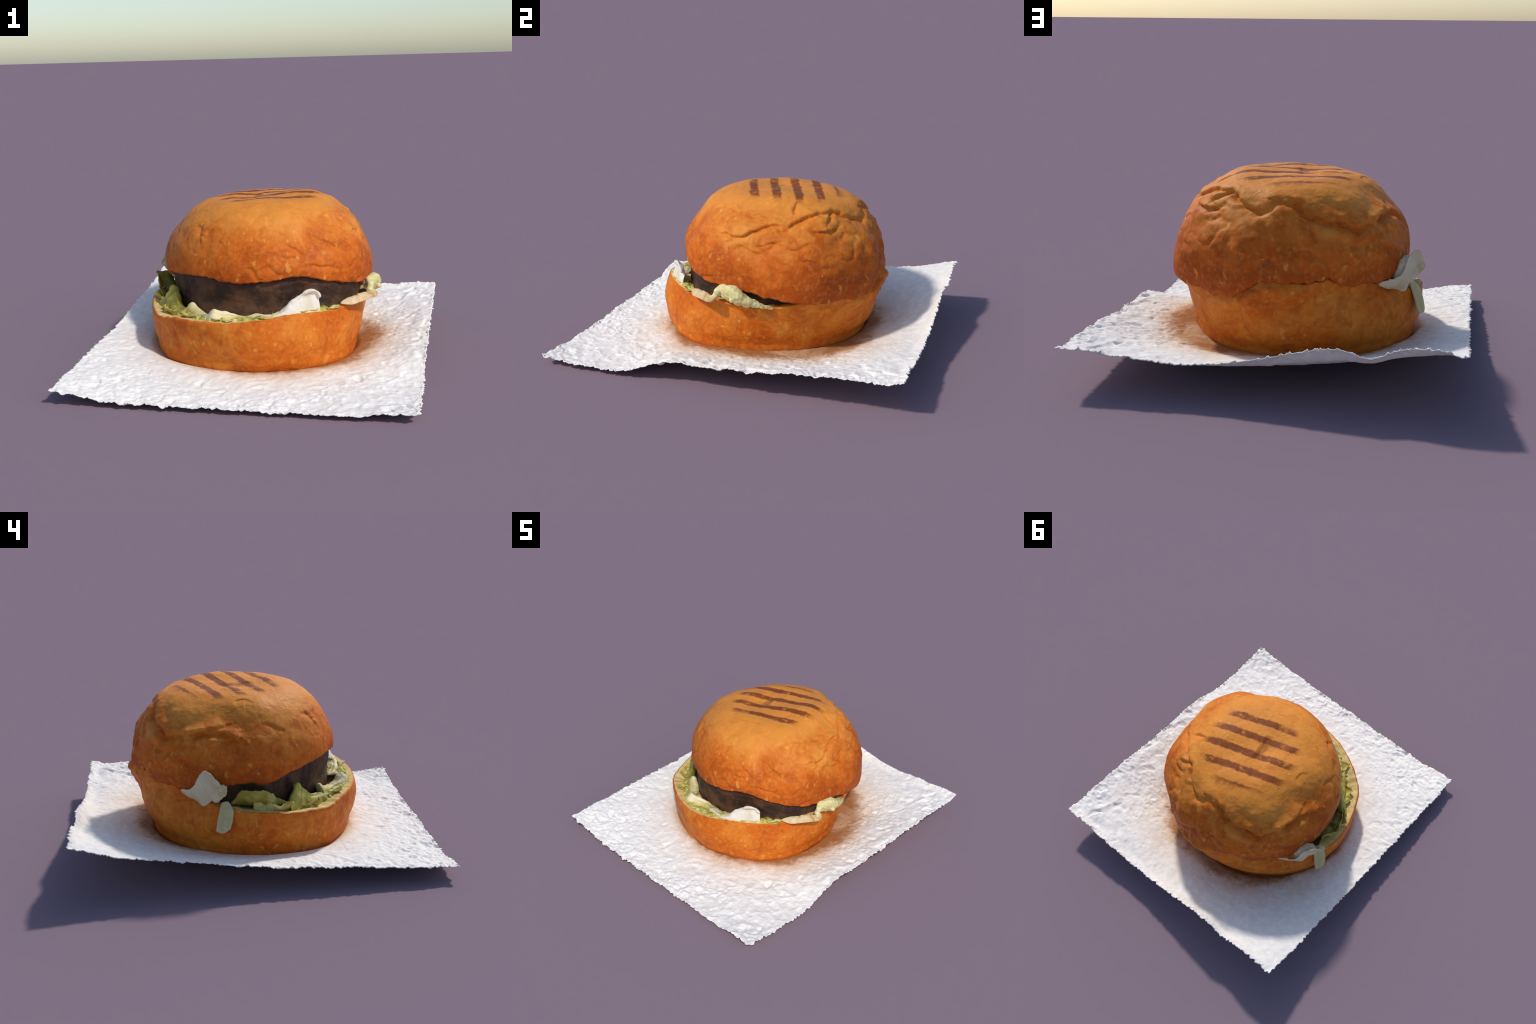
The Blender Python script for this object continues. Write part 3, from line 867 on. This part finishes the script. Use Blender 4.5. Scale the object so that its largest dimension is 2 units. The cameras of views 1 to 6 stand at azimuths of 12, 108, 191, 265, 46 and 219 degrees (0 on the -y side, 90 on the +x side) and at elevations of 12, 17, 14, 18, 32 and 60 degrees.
# ------------------------------------------------------------------ assembly
def main():
    burger = bpy.data.objects.new("hamburger", None)
    bpy.context.scene.collection.objects.link(burger)
    burger["label"] = "hamburger in a grill-marked golden bun with dark patty and lettuce"
    burger["category"] = "hamburger"
    crust_up, crust_low = crust_material("bun_crust", True), crust_material("bun_crust_lower", False)
    crumb, meat = crumb_material(), patty_material()
    green = leafy("lettuce_green", (0.26, 0.22, 0.03), (0.50, 0.43, 0.065), (0.70, 0.60, 0.18), 9.0)
    olive = leafy("lettuce_olive", (0.22, 0.18, 0.025), (0.40, 0.34, 0.055), (0.56, 0.49, 0.16), 8.0)
    cream = leafy("lettuce_rib", (0.60, 0.52, 0.24), (0.72, 0.64, 0.40), (0.80, 0.76, 0.58), 7.0)
    white = leafy("onion_white", (0.70, 0.60, 0.43), (0.84, 0.75, 0.61), (0.92, 0.85, 0.73), 6.0)
    cabbage = leafy("cabbage_white", (0.66, 0.54, 0.32), (0.76, 0.64, 0.42), (0.84, 0.73, 0.52), 6.0)
    ruffle = ruffle_material()
    stalk = leafy("cabbage_stalk", (0.60, 0.49, 0.24), (0.68, 0.57, 0.30), (0.75, 0.64, 0.40), 6.0)
    frill = leafy("lettuce_frill", (0.44, 0.35, 0.05), (0.68, 0.56, 0.14), (0.84, 0.74, 0.40), 11.0)
    shred = leafy("shredded_lettuce", (0.36, 0.27, 0.05), (0.58, 0.53, 0.10), (0.76, 0.70, 0.32), 16.0)
    chees = leafy("melted_cheese", (0.62, 0.46, 0.16), (0.76, 0.68, 0.30), (0.84, 0.80, 0.48), 14.0, trans=.05)

    lip = leafy("browned_cheese", (0.50, 0.27, 0.10), (0.72, 0.52, 0.27), (0.82, 0.66, 0.42), 14.0, trans=.05)
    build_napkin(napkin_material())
    build_bun_bottom(burger, crust_low, crumb)
    build_bun_top(burger, crust_up, inner_crumb_material())
    build_patty(burger, meat)
    build_lettuce_bed(burger, shred)

    # frilly leaf bulging out on the -x side
    build_leaf("lettuce_leaf", [
        [(-.545, .17, .355), (-.53, .09, .35), (-.54, .02, .345), (-.545, -.05, .335), (-.54, -.10, .325), (-.51, -.17, .315)],
        [(-.585, .165, .37), (-.575, .10, .385), (-.605, .025, .39), (-.60, -.045, .375), (-.58, -.10, .355), (-.535, -.17, .33)],
        [(-.600, .155, .396), (-.598, .10, .443), (-.648, .025, .462), (-.618, -.042, .445), (-.597, -.092, .396), (-.545, -.165, .352)]],
        burger, olive, thick=.009, ragged=.007, ripple=.008, seed=101)
    # the main ruffled leaf: olive fins on the left, cream rib in front, a white curl on the right
    crest = [(-.548, -.150, .350), (-.520, -.176, .380), (-.488, -.207, .432), (-.458, -.236, .402), (-.428, -.285, .350), (-.398, -.322, .343),
             (-.368, -.352, .338), (-.338, -.350, .376), (-.300, -.368, .352), (-.250, -.405, .332), (-.212, -.460, .346), (-.174, -.500, .380),
             (-.122, -.482, .366), (-.075, -.462, .348), (-.025, -.455, .336), (.015, -.474, .352), (.050, -.484, .362), (.100, -.490, .357),
             (.152, -.490, .366), (.208, -.484, .412), (.262, -.468, .456), (.312, -.446, .482), (.348, -.418, .476), (.366, -.394, .440)]
    foot, waist, fold = [], [], []
    for k, (x, y, z) in enumerate(crest):
        a = math.atan2(y - CENTER[1], x - CENTER[0])
        t = np.array([a])
        zr1 = float(by_angle(LOWER_RIM, t)[0])
        lim = float(lower_outer(t, np.array([[zr1 - .012]]))[0, 0]) - .022
        r = math.hypot(x - CENTER[0], y - CENTER[1])
        foot.append(ring_pt(math.degrees(a), min(r + .040, lim), zr1 - .014))
        waist.append(ring_pt(math.degrees(a), min(r + .030, lim - .006), zr1 + .30 * (z - zr1) + .004))
        fold.append(ring_pt(math.degrees(a), min(r + .012, lim - .012), zr1 + .78 * (z - zr1)))
    build_leaf("ruffled_lettuce_leaf", [foot, waist, fold, crest, [(x * .955 - .001, y * .955 + .002, z - .012) for x, y, z in crest]],
               burger, ruffle, thick=.011, nu=420, nv=34, ragged=.003, ripple=.006, seed=131)
    # one long frilly leaf running along the cut face, low and ruffled
    az = np.linspace(-178, -38, 46)
    zr = by_angle(LOWER_RIM, np.radians(az))
    ro = lower_outer(np.radians(az), zr[:, None] - .012)[:, 0]
    up = np.interp(az, [-178, -166, -158, -150, -141, -133, -124, -112, -104, -96, -86, -76, -66, -55, -46, -38],
                   [.050, .035, .046, .018, .034, .010, .020, .004, .014, .000, .004, .004, .010, .012, .014, .002])
    fr = .018 * np.sin(np.radians(az) * 17) + .010 * np.sin(np.radians(az) * 41 + 1)
    inn = np.interp(az, [-178, -160, -140, -120, -100, -80, -60, -46, -38], [.07, .085, .095, .095, .082, .078, .075, .038, .04])
    build_leaf("frilly_lettuce_leaf", [
        [ring_pt(a, r - i - .02, z - .03) for a, r, i, z in zip(az, ro, inn, zr)],
        [ring_pt(a, r - i + .012 + f * .5, z - .004) for a, r, i, z, f in zip(az, ro, inn, zr, fr)],
        [ring_pt(a, r - i + .030 + f, z + u * .55) for a, r, i, z, u, f in zip(az, ro, inn, zr, up, fr)],
        [ring_pt(a, r - i + .034 + 1.5 * f, z + u) for a, r, i, z, u, f in zip(az, ro, inn, zr, up, fr)]],
        burger, frill, thick=.007, nu=420, nv=22, ragged=.005, ripple=.004, seed=301)
    # thin cut ribbons of lettuce lying about on the crumb
    for k, (a0, r0, ln, w, tilt) in enumerate([(-150, .57, .13, .020, .05), (-143, .545, .10, .026, -.03), (-133, .57, .12, .018, .03), (-124, .575, .10, .022, -.04),
                                               (-115, .58, .12, .018, .03), (-97, .60, .10, .016, .02), (-84, .60, .12, .016, -.02), (-70, .58, .10, .016, .01),
                                               (-53, .545, .08, .026, .0), (-44, .545, .09, .030, .01)]):
        aa = np.linspace(-.5, .5, 6) * math.degrees(ln / r0) + a0
        zz = by_angle(LOWER_RIM, np.radians(aa)) - .002
        rr = r0 + tilt * np.linspace(-.5, .5, 6) + .008 * np.sin(np.arange(6) * 2.1 + k)
        hump = .008 * np.cos(np.arange(6) * 1.7 + k)
        build_leaf("lettuce_shred", [
            [ring_pt(a, r + w * .5, z - .006 + h * .5) for a, r, z, h in zip(aa, rr, zz, hump)],
            [ring_pt(a, r, z + .006 + h) for a, r, z, h in zip(aa, rr, zz, hump)],
            [ring_pt(a, r - w * .5, z - .004 + h) for a, r, z, h in zip(aa, rr, zz, hump)]],
            burger, (frill, green, cream)[(0, 2, 1, 0, 2, 0, 1, 0, 1, 1)[k]], thick=.007, nu=60, nv=12, ragged=.003, ripple=.003, seed=400 + 7 * k)

    # big white leaf hanging out on the back left, and the stalk below it
    low = [(-.472, .414, .424), (-.505, .374, .405), (-.538, .338, .397), (-.580, .300, .374), (-.596, .264, .402), (-.604, .236, .425), (-.612, .214, .436), (-.622, .196, .452)]
    top = [(-.472, .416, .437), (-.520, .385, .448), (-.556, .366, .460), (-.583, .343, .494), (-.596, .326, .538), (-.630, .292, .579), (-.650, .255, .560), (-.668, .200, .490)]
    def between(f, out):
        return [tuple(np.array(a) * (1 - f) + np.array(b) * f + out * math.sin(math.pi * k / 7.5) * np.array((-.7, .5, 0.1))) for k, (a, b) in enumerate(zip(low, top))]
    build_leaf("cabbage_leaf", [low, between(.35, .014), between(.7, .012), top], burger, cabbage, thick=.012, ragged=.005, ripple=.006, seed=171)
    build_leaf("cabbage_leaf", [
        [(-.640, .225, .450), (-.652, .205, .455), (-.655, .188, .462)],
        [(-.648, .222, .480), (-.664, .204, .478), (-.664, .182, .480)],
        [(-.644, .212, .505), (-.656, .196, .504), (-.652, .180, .496)]], burger, stalk, thick=.014, nu=30, nv=16, ragged=.004, ripple=.006, seed=176)
    build_blob("crumpled_cabbage", [(-.560, .310, .450, .035), (-.575, .290, .495, .036), (-.590, .268, .510, .034), (-.600, .245, .485, .034), (-.590, .245, .440, .032), (-.570, .275, .415, .028),
                                    (-.598, .235, .415, .022), (-.612, .222, .432, .024), (-.630, .208, .455, .026), (-.645, .203, .476, .024), (-.652, .200, .488, .018)], burger, cabbage, voxel=.005)
    build_leaf("cabbage_stalk", [
        [(-.652, .243, .254), (-.668, .208, .246), (-.671, .170, .268)],
        [(-.638, .236, .295), (-.657, .196, .298), (-.660, .156, .312)],
        [(-.620, .222, .345), (-.638, .186, .350), (-.640, .150, .360)],
        [(-.598, .206, .390), (-.608, .188, .400), (-.610, .170, .396)]],
        burger, stalk, thick=.018, nu=24, nv=40, ragged=.002, ripple=.002, seed=181)
    # melted cheese on the +x side with a drawn-out lip
    core = [((.588, -.10, .412), .020), ((.590, -.088, .44), .020), ((.582, -.068, .458), .020), ((.594, -.035, .452), .030), ((.602, .005, .452), .033),
            ((.608, .028, .438), .033), ((.603, .055, .42), .029), ((.594, .085, .404), .024), ((.582, .115, .391), .020), ((.567, .145, .379), .015),
            ((.553, .175, .368), .011), ((.541, .20, .361), .008)]
    path = catmull([(*p, r) for p, r in core], 70)
    balls = [tuple(p) for p in path]
    balls += [(*p, r) for p, r in [((.608, -.115, .402), .018), ((.588, -.02, .42), .03), ((.585, .03, .40), .03), ((.575, -.05, .42), .024), ((.578, .07, .385), .024),
                                   ((.612, .02, .405), .018), ((.606, -.02, .425), .018), ((.628, .005, .412), .014)]]
    build_blob("melted_cheese", balls, burger, chees, voxel=.0045)
    build_leaf("melted_cheese", [
        [(.456, -.291, .378), (.510, -.262, .368), (.548, -.222, .372), (.590, -.178, .380), (.622, -.140, .386), (.628, -.105, .388)],
        [(.455, -.288, .382), (.505, -.252, .386), (.542, -.214, .392), (.586, -.170, .398), (.625, -.132, .400), (.630, -.100, .400)],
        [(.454, -.284, .385), (.492, -.240, .397), (.527, -.203, .404), (.570, -.160, .408), (.608, -.120, .410), (.612, -.090, .412)],
        [(.452, -.281, .383), (.484, -.234, .391), (.518, -.198, .398), (.560, -.154, .403), (.598, -.114, .405), (.602, -.086, .407)]],
        burger, lip, thick=.012, nu=90, nv=24, ragged=.006, ripple=.006, seed=191)


main()
